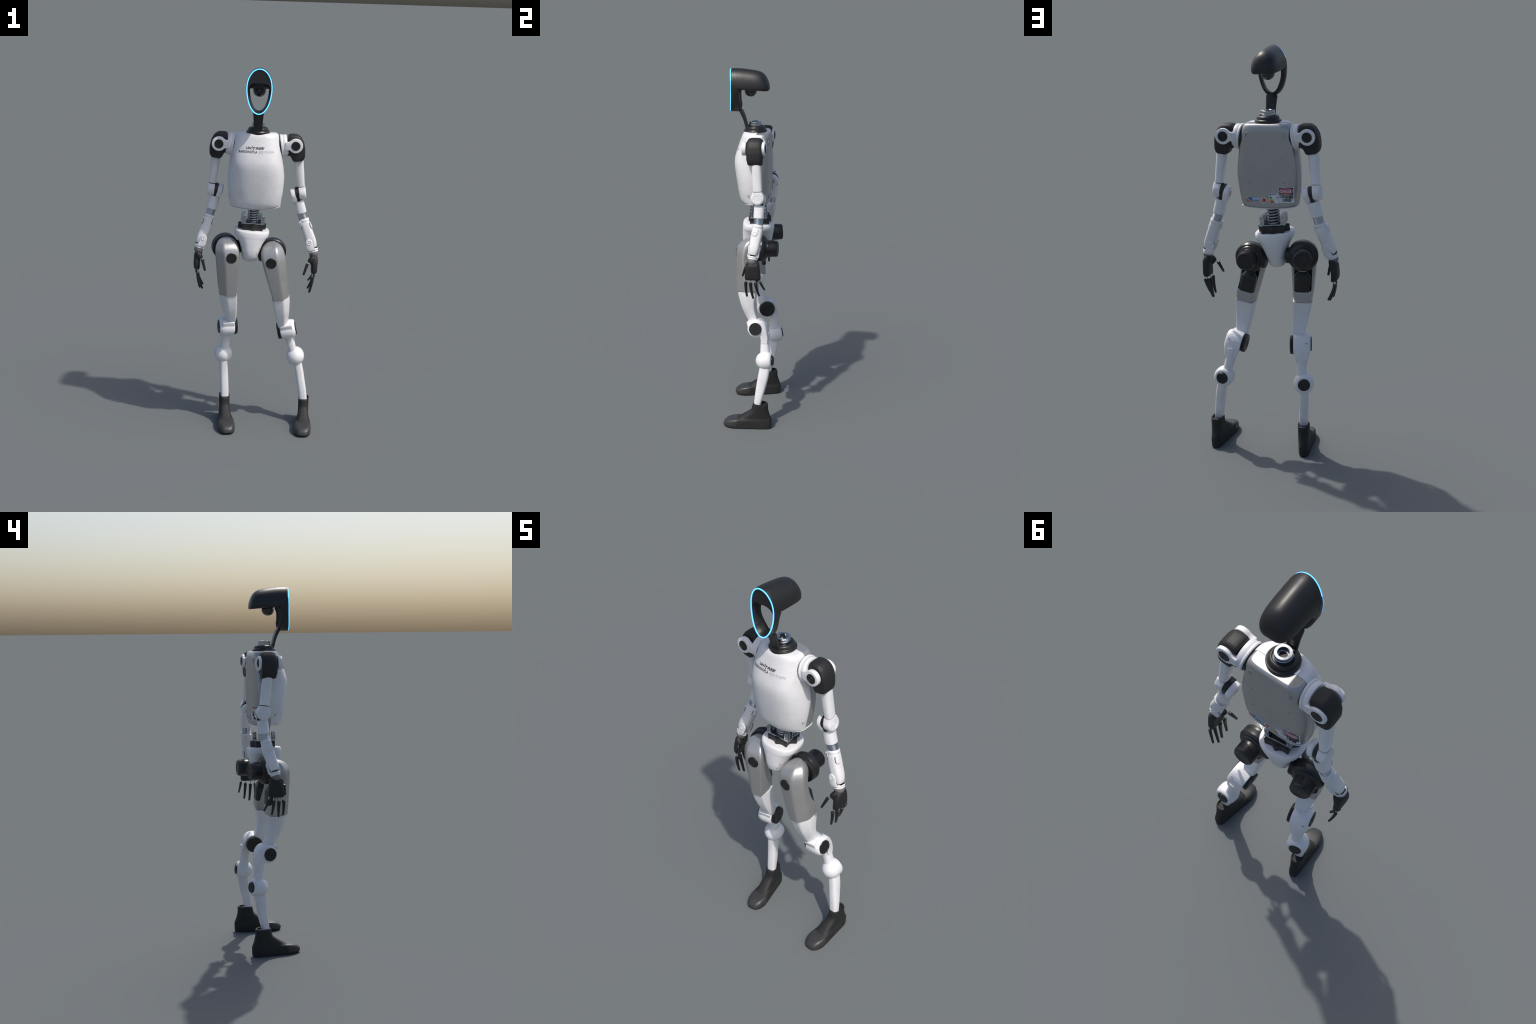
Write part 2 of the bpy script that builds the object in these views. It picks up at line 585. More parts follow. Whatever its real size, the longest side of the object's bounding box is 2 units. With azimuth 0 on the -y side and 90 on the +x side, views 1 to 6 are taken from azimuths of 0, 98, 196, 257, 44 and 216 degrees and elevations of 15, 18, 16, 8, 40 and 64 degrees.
# pressed rings and slots in the back plate
for sx in (-1, 1):
    x = TX + sx * 0.0825
    c = V(x, bsurf(x, 1.608), 1.608)
    tube("pressed_ring", [c + V(0.0105 * math.cos(q), 0, 0.0125 * math.sin(q)) for q in np.linspace(0, 2 * math.pi, 28, endpoint=False)],
         0.0012, GREY, back, 8, True)
    tube("pressed_ring", [c + V(0.0045 * math.cos(q), 0, 0.006 * math.sin(q)) for q in np.linspace(0, 2 * math.pi, 20, endpoint=False)],
         0.001, GREY, back, 8, True)
    for z in (1.386, 1.503):
        patch("slot_dent", x - 0.006, x + 0.006, z - 0.0010, z + 0.0018, DENT, back, 0.0004)
    cz = 1.6548
    lathe("screw", Frame((x + sx * -0.002, 0.062, cz - .0015), (1, 0, 0), (0, 1, 0), (0, 0, 1)), 'z',
          [(-0.003, .006), (0.0015, .006), (0.002, .0052), (0.002, .003), (0.001, .0028), (0.001, 0)], GREY, back, 16)
    for z in (1.316, 1.323):
        w_, yf_, yb_, ys_ = torso_at(z)
        EF = front_exp(z)
        xs = w_ * (1 - ((ys_ + 0.008) / (ys_ - yf_)) ** EF) ** (1 / EF)
        extrude("vent_slot", Frame((TX + sx * xs, -0.008, z), (sx, 0, 0), (0, 1, 0), (0, 0, 1)), 'yz',
                [(-.006, -.0010), (.006, -.0010), (.006, .0010), (-.006, .0010)], -0.004, 0.0006, DENT, chest)

# ================================================================== NECK COLLAR
NX, NY = -0.009, 0.014
NF = Frame((NX, NY, 0), (1, 0, 0), (0, 1, 0), (0, 0, 1))
collar = lathe("neck_collar", NF, 'z', [(1.640, .060), (1.655, .0625), (1.665, .063), (1.668, .061), (1.669, .0575),
               (1.671, .056), (1.672, .0535), (1.677, .0535), (1.683, .0515), (1.687, .047), (1.688, .042), (1.684, .038), (1.684, 0)],
               GLOSSK, ROOT, 56)
lathe("collar_sleeve", NF, 'z', [(1.676, .0335), (1.693, .0345), (1.6965, .0345), (1.698, .0325), (1.7005, .0325), (1.702, .0335),
      (1.710, .0335), (1.712, .0315), (1.712, .022), (1.711, .0205), (1.690, .020), (1.687, .012), (1.687, 0)], STEEL, collar, 48)
lathe("socket_floor", NF, 'z', [(1.686, .0195), (1.6885, .0195), (1.6885, .006), (1.6875, .005), (1.6875, 0)], PITCH, collar, 32)
for k in range(10):
    q = 2 * math.pi * k / 10 + 0.2
    lathe("socket_bolt", Frame((NX + .0275 * math.cos(q), NY + .0275 * math.sin(q), 1.711), (1, 0, 0), (0, 1, 0), (0, 0, 1)), 'z',
          [(0, .0017), (.0017, .0017), (.0017, 0)], DULLSTEEL, collar, 8)

# ================================================================== HEAD
HX = -0.008


def egg(q, g=0.0):
    """q=0 top, pi bottom. g grows the outline."""
    s, c = math.sin(q), math.cos(q)
    return HX + (0.064 + g) * s, 1.899 + ((0.096 + g) if c > 0 else (0.130 + g)) * c


# hood: sections across y; each is egg top closed by a flat underside
HOOD_K = np.array([  # y, half width, top z, underside z
    [-0.1140, 0.0672, 1.9975, 1.9270],
    [-0.1080, 0.0684, 1.9990, 1.9260],
    [-0.0900, 0.0686, 2.0000, 1.9200],
    [-0.0740, 0.0684, 1.9992, 1.9030],
    [-0.0600, 0.0682, 1.9985, 1.8930],
    [-0.0420, 0.0676, 1.9970, 1.8905],
    [0.0070, 0.0660, 1.9910, 1.8870],
    [0.0300, 0.0645, 1.9865, 1.8855],
    [0.0500, 0.0615, 1.9800, 1.8840],
    [0.0680, 0.0565, 1.9670, 1.8825],
    [0.0800, 0.0490, 1.9500, 1.8815],
    [0.0880, 0.0395, 1.9300, 1.8820],
    [0.0925, 0.0260, 1.9100, 1.8840],
    [0.0940, 0.0120, 1.8985, 1.8870],
])


def face_bow(x, y):
    """The face rim bows back towards the sides."""
    return 0.010 * min(1, abs(x - HX) / 0.066) ** 2 * float(np.clip((-0.045 - y) / 0.06, 0, 1))


def hood_ring(r, n=44):
    y, w, zt, zb = r
    zm = min(1.899, zb + 0.55 * (zt - zb))
    pts = []
    for q in np.linspace(-math.pi / 2, math.pi / 2, n):
        s, c = math.sin(q), math.cos(q)
        pts.append((HX + w * s, y, zm + (zt - zm) * max(c, 0)))
    # side down to the underside with a small turn-in
    k = 5
    ti = float(np.interp(y, [-0.07, -0.02, 0.03], [0.0015, 0.006, 0.010]))
    right = [(HX + w - ti * (j / k) ** 2.5 * (w / .064), y, zm + (zb - zm) * min(1, (j / k) * 1.15)) for j in range(1, k + 1)]
    flat_ = [(HX + (w - ti * (w / .064)) * u, y, zb) for u in np.linspace(0.8, -0.8, 5)]
    left = [(2 * HX - p[0], p[1], p[2]) for p in right[::-1]]
    return [(px, py + face_bow(px, py), pz) for px, py, pz in pts + right + flat_ + left]


HK = smooth_keys(HOOD_K, 3)
front = hood_ring(HK[0])


def shrunk(ring, k, dy):
    return [(HX + (x - HX) * k, y + dy, 1.955 + (z - 1.955) * k) for x, y, z in ring]


head = finish("head", rings_to_mesh("head", [shrunk(front, k_, .016) for k_ in (.02, .35, .65, .90)] + [shrunk(front, .925, .003)] + [hood_ring(r) for r in HK]), HOOD, ROOT, 48)

# face frame: lower egg walls that reach back and fuse into the neck stem
qs = np.linspace(math.radians(62), math.radians(298), 73)


def wall_back(z):
    return float(np.interp(z, [1.765, 1.778, 1.790, 1.807, 1.830, 1.856, 1.872, 1.885, 1.905], [-0.066, -0.0625, -0.063, -0.067, -0.070, -0.071, -0.068, -0.062, -0.062]))


qs = np.linspace(math.radians(66), math.radians(294), 77)
rings = []
for q in qs:
    xo, zo = egg(q, 0.0040)
    xi, zi = egg(q, -0.0030)
    xj, zj = egg(q, -0.0150 if math.cos(q) > -0.75 else -0.0135)
    xk, zk = egg(q, 0.0005)
    yb = wall_back(zo)
    f = -0.117 - 0.002 * (1 - math.cos(q)) / 2 + face_bow(xo, -0.116)
    rings.append([V(xo, f + 0.006, zo), V(HX + (xo - HX) * .985, f, zo), V(xi, f + 0.0005, zi), V(xi * .5 + xj * .5, f + 0.012, zi * .5 + zj * .5),
                  V(xj, f + 0.027, zj), V(xj, yb + 0.002, zj), V(xj * .6 + xk * .4, yb, zj * .6 + zk * .4), V(xk, yb - .001, zk), V(xo, yb - 0.006, zo)])
finish("face_frame", rings_to_mesh("face_frame", rings), HOOD, head, 50)
# recessed forehead panel inside the ring
fore = []
for y, g, cut in ((-0.1165, -0.002, 0), (-0.1060, -0.004, 0)):
    row = []
    for q in np.linspace(-math.radians(95), math.radians(95), 41):
        ex, ez = egg(q, g)
        row.append((ex, y + face_bow(ex, y), ez))
    x_end, z_end = row[-1][0], row[-1][2]
    for u in np.linspace(1, -1, 21)[1:-1]:
        ex = HX + (x_end - HX) * u
        row.append((ex, y + face_bow(ex, y), z_end + 0.037 * (1 - abs(u) ** 4)))
    fore.append(row)
finish("forehead_panel", rings_to_mesh("forehead_panel", fore), BLACK, head, 40)
# brow lip under the panel
tube("brow_lip", [(HX + 0.043 * u, -0.078 + 0.004 * abs(u) ** 3, 1.9125 - 0.010 * abs(u) ** 3) for u in np.linspace(-1, 1, 21)],
     [0.003 + 0.002 * (1 - abs(u)) for u in np.linspace(-1, 1, 21)], GLOSSK, head, 10)
tube("light_ring", [(egg(q, -0.0003)[0], -0.1166 - 0.0035 * (1 - math.cos(q)) / 2 + face_bow(egg(q)[0], -0.116), egg(q, -0.0003)[1]) for q in np.linspace(0, 2 * math.pi, 96, endpoint=False)],
     0.0028, GLOW, head, 12, True)
tube("panel_seam", [(HX + 0.0684 * math.sin(q), -0.101 + face_bow(HX + .0684 * math.sin(q), -.101), 1.899 + 0.1003 * math.cos(q)) for q in np.linspace(-math.pi / 2, math.pi / 2, 49)],
     0.0007, PITCH, head, 6)
for sx in (-1, 1):
    lathe("side_screw", Frame((HX + sx * 0.0680, -0.085, 1.899), (sx, 0, 0), (0, 1, 0), (0, 0, 1)), 'x',
          [(0, .0032), (.0014, .0032), (.0014, .002), (.0006, .0018), (.0006, 0)], DISC, head, 14)
# camera dome
EYE = V(HX, -0.009, 1.8795)
prof = [(-0.0335 * math.cos(t), max(0.0335 * math.sin(t), 0)) for t in np.linspace(0, math.radians(118), 22)]
lathe("camera_dome", Frame(EYE, (1, 0, 0), (0, 1, 0), (0, 0, 1)), 'z', prof + [(prof[-1][0], 0)], GLASS, head, 40)


def on_eye(az, el, r=0.0323):
    return EYE + r * V(math.sin(az) * math.cos(el), -math.cos(az) * math.cos(el), math.sin(el))


vs_ = [tube("a", [on_eye(a0 * (1 - t), -0.05 - 1.05 * t) for t in np.linspace(0, 1, 12)], 0.0022, PITCH, head, 8) for a0 in (-0.45, 0.45)]
vs_.append(tube("a", [on_eye(a, -0.04) for a in np.linspace(-1.1, 1.1, 16)], 0.0018, PITCH, head, 8))
joined("dome_marking", vs_, head)
# neck stem
SX = -0.0093
stem_keys = [(SX, -0.0700, 1.7790, .010, .0040), (SX, -0.0640, 1.7700, .0262, .0085), (SX, -0.0550, 1.7520, .0262, .0085), (SX, -0.047, 1.732, .025, .0075),
             (SX, -0.041, 1.712, .024, .007), (SX, -0.035, 1.688, .0235, .007), (SX, -0.031, 1.670, .0235, .007)]
loft("neck_stem", [k + (5,) for k in stem_keys], HOOD, head, steps=3, n=36)
extrude("stem_foot", Frame((SX, -0.028, 1.68), (1, 0, 0), (0, 1, 0), (0, 0, 1)), 'xy',
        rounded_poly([(-.024, -.012), (.024, -.012), (.022, .008), (-.022, .008)], .006), 0, 0.012, GLOSSK, head, 0.002)

# ================================================================== PELVIS
yaw, roll = math.radians(5.5), math.radians(3.8)
Rm = Matrix.Rotation(yaw, 3, 'Z') @ Matrix.Rotation(roll, 3, 'Y')
PF = Frame((-0.0270, 0.022, 1.134), *[np.array(Rm @ Vector(a)) for a in ((1, 0, 0), (0, 1, 0), (0, 0, 1))])
# z, half width, front y, back y (local to PF)
PELV = np.array([
    [-0.1730, 0.016, -0.022, 0.026], [-0.1695, 0.029, -0.044, 0.040], [-0.159, 0.0385, -0.066, 0.054],
    [-0.142, 0.0430, -0.083, 0.064], [-0.120, 0.0470, -0.089, 0.072], [-0.100, 0.0525, -0.091, 0.077],
    [-0.075, 0.061, -0.091, 0.082], [-0.055, 0.071, -0.091, 0.086], [-0.036, 0.084, -0.090, 0.089],
    [-0.028, 0.0905, -0.090, 0.090], [-0.016, 0.0945, -0.089, 0.090], [-0.004, 0.0945, -0.087, 0.089],
    [0.002, 0.0925, -0.084, 0.086], [0.0035, 0.089, -0.080, 0.082]])


def pelvis_exp(z):
    return float(np.interp(z, [-0.17, -0.1, -0.03, 0], [2.3, 2.9, 2.6, 2.6]))


def pelvis_y(x, z, front):
    w, yf, yb = [np.interp(z, PELV[:, 0], PELV[:, i]) for i in (1, 2, 3)]
    e = pelvis_exp(z)
    h = (yb - yf) / 2 * (1 - min(.999, abs(x) / w) ** e) ** (1 / e)
    return (yf + yb) / 2 + (-h if front else h)


rings = []
for r in smooth_keys(PELV, 2):
    z, w, yf, yb = r
    e = pelvis_exp(z)
    t = np.linspace(0, 2 * math.pi, 56, endpoint=False)
    ring = []
    for q in t:
        c, s = math.cos(q), math.sin(q)
        yc = (yf + yb) / 2
        ring.append(PF.p(w * np.sign(c) * abs(c) ** (2 / e), yc + (yb - yf) / 2 * np.sign(s) * abs(s) ** (2 / e), z))
    rings.append(ring)
pelvis = finish("pelvis", rings_to_mesh("pelvis", rings), WHITE, ROOT, 55)
for sx in (-1, 1):   # small slots front and back
    for x, z, front in ((0.043, -0.085, True), (0.030, -0.118, True), (0.043, -0.085, False), (0.030, -0.118, False)):
        extrude("slot_dent", PF.moved(sx * x, pelvis_y(x, z, front), z), 'xz', [(-.0035, -.0010), (.0035, -.0010), (.0035, .0010), (-.0035, .0010)],
                -0.0016, 0.0016, DENT, pelvis)
# star plate
pts, rad = [], []
for k in range(16):
    q = math.pi / 8 * k
    r = 0.0780 if k % 2 == 0 else 0.0545
    if k in (4, 12):
        r = 0.066
    pts.append((r * math.cos(q), 0.008 + r * math.sin(q)))
    rad.append(0.006 if k % 2 == 0 else 0.012)
star = extrude("star_plate", PF, 'xy', rounded_poly(pts, rad), -0.004, 0.036, STAR, ROOT, 0.0015)
extrude("plate_step", PF, 'xy', rounded_poly([(.8 * a, .008 + .8 * (b - .008)) for a, b in pts], rad), 0.034, 0.0395, STAR, star, 0.001)
# steel carrier frame and clevis blocks
fr = PF.moved(0, 0.002, 0.0395)
bits = []
for sx in (-1, 1):
    bits.append(extrude("a", fr, 'xy', rounded_poly([(sx * .040, -.047), (sx * .062, -.047), (sx * .062, .050), (sx * .040, .050)], .003), -.002, .004, STEEL, star, .0008))
for y0 in (-.047, .044):
    bits.append(extrude("a", fr, 'xy', [(-.042, y0), (.042, y0), (.042, y0 + .006), (-.042, y0 + .006)], -.0015, .0035, STEEL, star, .0008))
joined("carrier_frame", bits, star)
for sx in (-1, 1):
    for j, y in enumerate((-0.050, -0.012, 0.026)):
        out = [(-.0105, .002), (.0105, .002), (.0105, .040)] + [(.0105 * math.cos(q), .040 + .0075 * math.sin(q)) for q in np.linspace(0, math.pi, 12)[1:-1]] + [(-.0105, .040)]
        f2 = fr.moved(sx * 0.0495, y, 0)
        b = [extrude("a", f2, 'xz', out, 0, 0.0065, STEEL, star, 0.0012),
             extrude("a", f2, 'xz', out, 0.012, 0.0185, STEEL, star, 0.0012),
             lathe("a", f2.moved(0, -.0015, .036), 'y', [(0, 0), (0, .0045), (.003, .005), (.018, .005), (.0215, .0045), (.0215, 0)], DULLSTEEL, star, 16),
             lathe("a", f2.moved(0, -.0015, .012), 'y', [(0, 0), (0, .0035), (.0215, .0035), (.0215, 0)], DULLSTEEL, star, 14)]
        joined("clevis", b, star)
# spine spring
B0, B1 = PF.p(0.002, 0.0, 0.038), V(-0.0185, 0.014, 1.262)
ax = unit(B1 - B0)
sxv = unit(V(1, 0, 0) - ax * ax[0])
syv = np.cross(ax, sxv)
Ls = np.linalg.norm(B1 - B0)
turns = 6.5
hel = [B0 + ax * Ls * t + (sxv * math.cos(2 * math.pi * turns * t) + syv * math.sin(2 * math.pi * turns * t)) * 0.0265
       for t in np.linspace(0, 1, int(turns * 28))]
spine = tube("spine_spring", hel, 0.0058, DULLSTEEL, ROOT, 10)
core = Frame(B0, sxv, syv, ax)
lathe("spine_core", core, 'z', [(0, .021), (Ls, .021)], PITCH, spine, 24)
for sx in (-1, 1):
    extrude("spine_rail", core.moved(sx * .0225, -.019, 0), 'xy', [(-.003, -.006), (.003, -.006), (.003, .004), (-.003, .004)], 0, Ls, DULLSTEEL, spine, .0008)
lathe("spine_base", core, 'z', [(-.003, .032), (.005, .032), (.006, .030), (.006, 0)], DULLSTEEL, spine, 32)

# ================================================================== LEGS
def ell(*a):
    return list(a)


def make_leg(side, H, K, yaw_deg, ball, cap_dir, shin_keys, calf_keys, boot_o, boot_yaw):
    H, K = V(*H), V(*K)
    # lateral axis (outward), horizontal, turned by the leg's yaw
    a = math.radians(yaw_deg)
    xo = V(side * math.cos(a), -math.sin(a), 0)
    F = frame(H, H - K, xo)
    # ---- hip drum (axis backwards)
    hk = 1.0 if side > 0 else 0.965
    hip = lathe("hip_motor", F, 'y', [(h_ * (hk if h_ > .05 else 1), r_) for h_, r_ in [(-.030, 0), (-.030, .050), (-.0065, .0505), (-.0060, .0690), (-.0030, .0722), (.012, .0735), (.0135, .0728), (.015, .0735),
                (.036, .0735), (.047, .0665), (.0485, .0600), (.055, .056), (.058, .0490), (.060, .0475), (.094, .0465), (.0955, .0453), (.099, .0453),
                (.1005, .0465), (.110, .0455), (.116, .0410), (.1175, .0395), (.1175, .0345), (.1162, .0335), (.1162, .026), (.1172, .0255), (.1172, .0235), (.1162, .023), (.1162, 0)]],
                GLOSSK, ROOT, 44)
    for k in range(6):
        q = k * math.pi / 3
        lathe("motor_bolt", F.moved(.0145 * math.cos(q), .1162 * hk, .0145 * math.sin(q)), 'y', [(0, .0024), (.001, .0024), (.001, 0)], DISC, hip, 10)
    # link from pelvis into the drum
    lx = F.moved(0, 0.012, -0.004)
    lathe("hip_link", lx, 'x', [(-.082, 0), (-.082, .034), (-.076, .038), (-.045, .040), (-.03, .040), (-.03, 0)], DISC, hip, 36)

    # ---- thigh shell: z, x_in, x_out, front-face in/out x, front y, back y
    rows = np.array([
        [0.0630, -0.016, 0.018, -0.010, 0.010, -0.020, -0.004],
        [0.0570, -0.033, 0.035, -0.022, 0.020, -0.050, -0.004],
        [0.0470, -0.047, 0.050, -0.034, 0.026, -0.077, -0.004],
        [0.0310, -0.057, 0.061, -0.044, 0.029, -0.095, -0.006],
        [0.0120, -0.0625, 0.067, -0.051, 0.028, -0.1075, -0.010],
        [-0.015, -0.0645, 0.069, -0.054, 0.026, -0.1145, -0.020],
        [-0.045, -0.0625, 0.068, -0.053, 0.024, -0.1165, -0.030],
        [-0.100, -0.0585, 0.065, -0.050, 0.021, -0.1170, -0.030],
        [-0.150, -0.0545, 0.061, -0.047, 0.019, -0.1165, -0.018],
        [-0.180, -0.0520, 0.059, -0.045, 0.019, -0.1165, -0.002],
        [-0.200, -0.0500, 0.057, -0.043, 0.018, -0.116, 0.004],
        [-0.243, -0.0455, 0.050, -0.039, 0.018, -0.1140, 0.004]])
    rings = []
    for z, xi, xu, fi, fo, yf, yb in smooth_keys(rows, 2):
        dep = yb - yf
        d0 = max(dep, .02)
        poly = [(fi, yf), (fo, yf - 0.001), (xu - 0.003, yf + min(.044, dep * .47)), (xu - .003, yf + max(.055, dep * .60) * dep / max(dep, .09)), (xu - 0.014, yb), (xi + 0.014, yb), (xi, yf + dep * 0.62), (xi + 0.002, yf + dep * 0.28)]
        rings.append([F.p(x, y, z) for x, y in rounded_poly(poly, [.008, .011, .016, .012, .006, .006, .012, .016], 5)])
    thigh_me = rings_to_mesh("thigh", rings)
    cut = rounded_poly([(-.041, -.186), (.042, -.186), (.046, -.020), (-.045, -.020)], .008)
    cme = rings_to_mesh("cut", [[F.p(x, -0.060, z) for x, z in cut], [F.p(x, 0.08, z) for x, z in cut]])
    cob = bpy.data.objects.new("cut", cme)
    bpy.context.collection.objects.link(cob)
    bmn = bmesh.new(); bmn.from_mesh(cme); bmesh.ops.recalc_face_normals(bmn, faces=bmn.faces); bmn.to_mesh(cme); bmn.free()

    def tm(o):
        m = o.modifiers.new("b", 'BOOLEAN')
        m.object = cob
        m.operation = 'DIFFERENCE'
        m.solver = 'EXACT'
    thigh = finish("thigh", thigh_me, GREY, ROOT, 40, tm)
    bpy.data.objects.remove(cob)
    # black core that fills the cavity, and the knee motor in it
    extrude("thigh_core", F, 'xz', [(-.0405, -.1855), (.0415, -.1855), (.0455, -.021), (-.0445, -.021)], -0.0599, -0.045, DISC, thigh)
    M = F.moved(-0.002, -0.0305, 0)
    rings = []
    for z, a_, e in ((-.192, .030, 3), (-.190, .0385, 4), (-.186, .0405, 4.5), (-.116, .0395, 4.5), (-.110, .0385, 4), (-.092, .027, 3), (-.086, .0255, 2.5), (-.080, .0245, 2), (-.05, .024, 2)):
        rings.append([M.p(x, y, z) for x, y in superellipse(40, a_, a_ * 0.98, e)])
    finish("knee_motor", rings_to_mesh("knee_motor", rings), GLOSSK, thigh, 35)
    lathe("motor_collar", F.moved(-.002, -0.0285, 0), 'z', [(-.088, .0262), (-.082, .0262), (-.082, 0)], DULLSTEEL if side < 0 else DISC, thigh, 28)
    # front cap
    D = F.moved(-0.0125, -0.1160, -0.030)
    cap = lathe("thigh_disc", D, 'y', [(.004, .0285), (-.0022, .0285), (-.0036, .0272), (-.0036, .0255), (-.0028, .0250), (-.0028, 0)], DISC, thigh, 40)
    for k in range(5):
        q = k * 2 * math.pi / 5 + .4
        extrude("disc_slot", D.moved(.0195 * math.cos(q), -.0028, .0195 * math.sin(q)), 'xz',
                [(-.0028, -.001), (.0028, -.001), (.0028, .001), (-.0028, .001)], -.0008, .0005, PITCH, thigh)
    extrude("slot_dent", F.moved(-0.010, -0.1148, -0.236), 'xz', [(-.005, -.001), (.005, -.001), (.004, .0016), (-.004, .0016)], -.0012, .0014, DENT, thigh)

    # ---- lower thigh (white)
    rows = np.array([  # z, x_in, x_out (front), x_in, x_out (back), y front, y back
        [-0.2455, -0.0415, 0.0500, -0.0490, 0.0450, -0.1085, 0.0000],
        [-0.2700, -0.0415, 0.0470, -0.0505, 0.0420, -0.1040, -0.0050],
        [-0.3000, -0.0412, 0.0410, -0.0510, 0.0380, -0.0970, -0.0110],
        [-0.3350, -0.0408, 0.0330, -0.0510, 0.0310, -0.0865, -0.0130],
        [-0.3700, -0.0405, 0.0220, -0.0505, 0.0230, -0.0725, -0.0080],
        [-0.4000, -0.0400, 0.0110, -0.0490, 0.0150, -0.0590, 0.0000],
        [-0.4150, -0.0390, 0.0050, -0.0480, 0.0120, -0.0510, 0.0000],
        [-0.4280, -0.0370, 0.0000, -0.0460, 0.0080, -0.0430, -0.0080]])
    rings = []
    for z, fi, fo, bi, bo, yf, yb in smooth_keys(rows, 3):
        w = fo - fi
        poly = [(fi, yf), (fi + .62 * w, yf - .002), (fo, yf + .40 * (yb - yf)), (max(bo, fo * .9), yb - .012), (bo - .004, yb), (bi + .006, yb), (bi - .001, yf + .5 * (yb - yf))]
        rings.append([F.p(x, y, z) for x, y in rounded_poly(poly, [.007, .010, .014, .008, .006, .008, .02], 5)])
    low = finish("lower_thigh", rings_to_mesh("lower_thigh", rings), WHITE, ROOT, 45)
    extrude("joint_shim", F.moved(-.018, 0, -.432), 'xy', rounded_poly([(-.028, -.030), (.026, -.026), (.030, .004), (-.028, .004)], .006), 0, 0.02, DULLSTEEL, low, .001)

    # ---- knee housing (side outline y,z around K)
    KF = frame(K, H - K if side > 0 else V(0, 0, 1), xo)
    KF = Frame(KF.o, KF.x, KF.y, KF.z)
    yv = V(-xo[1] * side, xo[0] * side, 0) if side > 0 else V(xo[1], -xo[0], 0)
    KF.y = unit(yv) if yv[1] > 0 else -unit(yv)
    KF.z = np.cross(KF.x, KF.y)
    if KF.z[2] < 0:
        KF.z = -KF.z
    out = [(-.003 + .050 * math.cos(q), .000 + .050 * math.sin(q)) for q in np.radians(np.linspace(150, 300, 16))]
    out += [(.027, -.046), (.0275, -.062), (.033, -.080), (.065, -.080), (.070, -.05), (.0665, -.02), (.063, .000), (.0575, .020), (.046, .039), (.033, .0500), (.015, .0555), (-.002, .0560),
            (-.020, .0515), (-.034, .0435)]
    out = rounded_poly(out, .004, 2)
    sl = []
    cy, czz = .016, .004
    for x, k in ((-.038, .965), (-.0365, .985), (-.033, 1.0), (.010, 1.0), (.022, .985), (.031, .955), (.038, .910), (.0425, .855), (.0455, .79)):
        ring = []
        for y, z in out:
            t_ = float(np.clip((-.012 - z) / .055, 0, 1)) ** 1.3
            xx = x + (.0045 + (x - .0045) * .56 - x) * t_
            kk = k + (1 - k) * .75 * t_
            ring.append(KF.p(xx, cy + (y - cy) * kk, czz + (z - czz) * (kk if z > -.05 else 1)))
        sl.append(ring)
    knee = finish("knee_housing", rings_to_mesh("knee_housing", sl), WHITE, ROOT, 50)
    extrude("knee_lip", KF, 'yz', rounded_poly([(-.0560, .0370), (-.0535, .0430), (-.028, .0500), (-.018, .010), (-.046, -.010), (-.050, .018)], .005, 3), -.0345, .030, WHITE, knee, .006, 3)
    lathe("knee_disc", KF.moved(0, -.003, .004), 'x', [(.036, .036), (.0475, .036), (.0495, .0345), (.0495, .031), (.0485, .030), (.0485, .0165), (.0498, .016), (.0498, .0115), (.0485, .011), (.0485, .006), (.0495, .0055), (.0495, 0)], DISC, knee, 40)
    lathe("knee_actuator", KF.moved(0, .004, .002), 'x', [(-.036, .0455), (-.0435, .0465), (-.0445, .0455), (-.046, .0465), (-.0535, .0455), (-.0555, .043), (-.0555, .024), (-.0545, .0235), (-.0545, .017), (-.0558, .0165), (-.0558, .011), (-.0545, .0105), (-.0545, 0)], DISC, knee, 44)
    extrude("slot_dent", KF.moved(.026, .0530, .026), 'xz', [(-.006, -.001), (.006, -.001), (.006, .001), (-.006, .001)], -.008, .0016, DENT, knee)

    # ---- calf tube between knee and ball joint
    calf = loft("calf", calf_keys, WHITE, ROOT, xref=xo, steps=3, n=40, angle=60)
    # ---- ball joint with rear cap
    BF = frame(V(*ball), V(0, 0, 1), V(side, 0, 0))
    BF.y = unit(V(*cap_dir))
    BF.x = unit(np.cross(BF.y, V(0, 0, 1)))
    BF.z = np.cross(BF.x, BF.y)
    R = 0.0505
    prof = [(-R * math.cos(t), R * math.sin(t)) for t in np.linspace(0, math.pi / 2, 16)]
    prof += [(.012, .0502), (.024, .049), (.033, .0465), (.039, .0420), (.0425, .0365), (.0425, .0300), (.036, .0295), (.036, 0)]
    bj = lathe("ankle_ball", BF, 'y', prof, WHITE, calf, 48, 50)
    lathe("ankle_disc", BF, 'y', [(.034, .0285), (.0465, .0285), (.0495, .0265), (.0502, .022), (.0490, .0215), (.0490, .012), (.050, .0115), (.050, .007), (.049, .0065), (.049, 0)], DISC, calf, 40)
    # ---- lower shin
    shin = loft("shin", shin_keys, WHITE, ROOT, xref=xo, steps=4, n=40, angle=60)
    s0 = V(*shin_keys[-2][:3])
    extrude("slot_dent", Frame((s0[0], s0[1] - shin_keys[-2][4] + .001, s0[2] - .004), xo, (0, 1, 0), (0, 0, 1)), 'xz',
            [(-.006, -.0014), (.006, -.0014), (.006, .0014), (-.006, .0014)], -.0025, .0025, SEAM, shin)

    # ---- boot
    a = math.radians(boot_yaw)
    BO = Frame((boot_o[0], boot_o[1], 0), V(math.cos(a), math.sin(a), 0) , V(-math.sin(a), math.cos(a), 0), V(0, 0, 1))
    prof_ = [(0, -.138), (.004, -.1445), (.012, -.1490), (.021, -.1475), (.030, -.1420), (.039, -.1310), (.046, -.1150), (.0500, -.0950), (.0535, -.0670), (.058, -.0560),
             (.068, -.0420), (.080, -.0240), (.092, -.0070), (.104, .0100), (.114, .0155), (.128, .0190), (.142, .0225), (.149, .0255), (.151, .0290)]
    zl = [p_[0] for p_ in prof_]
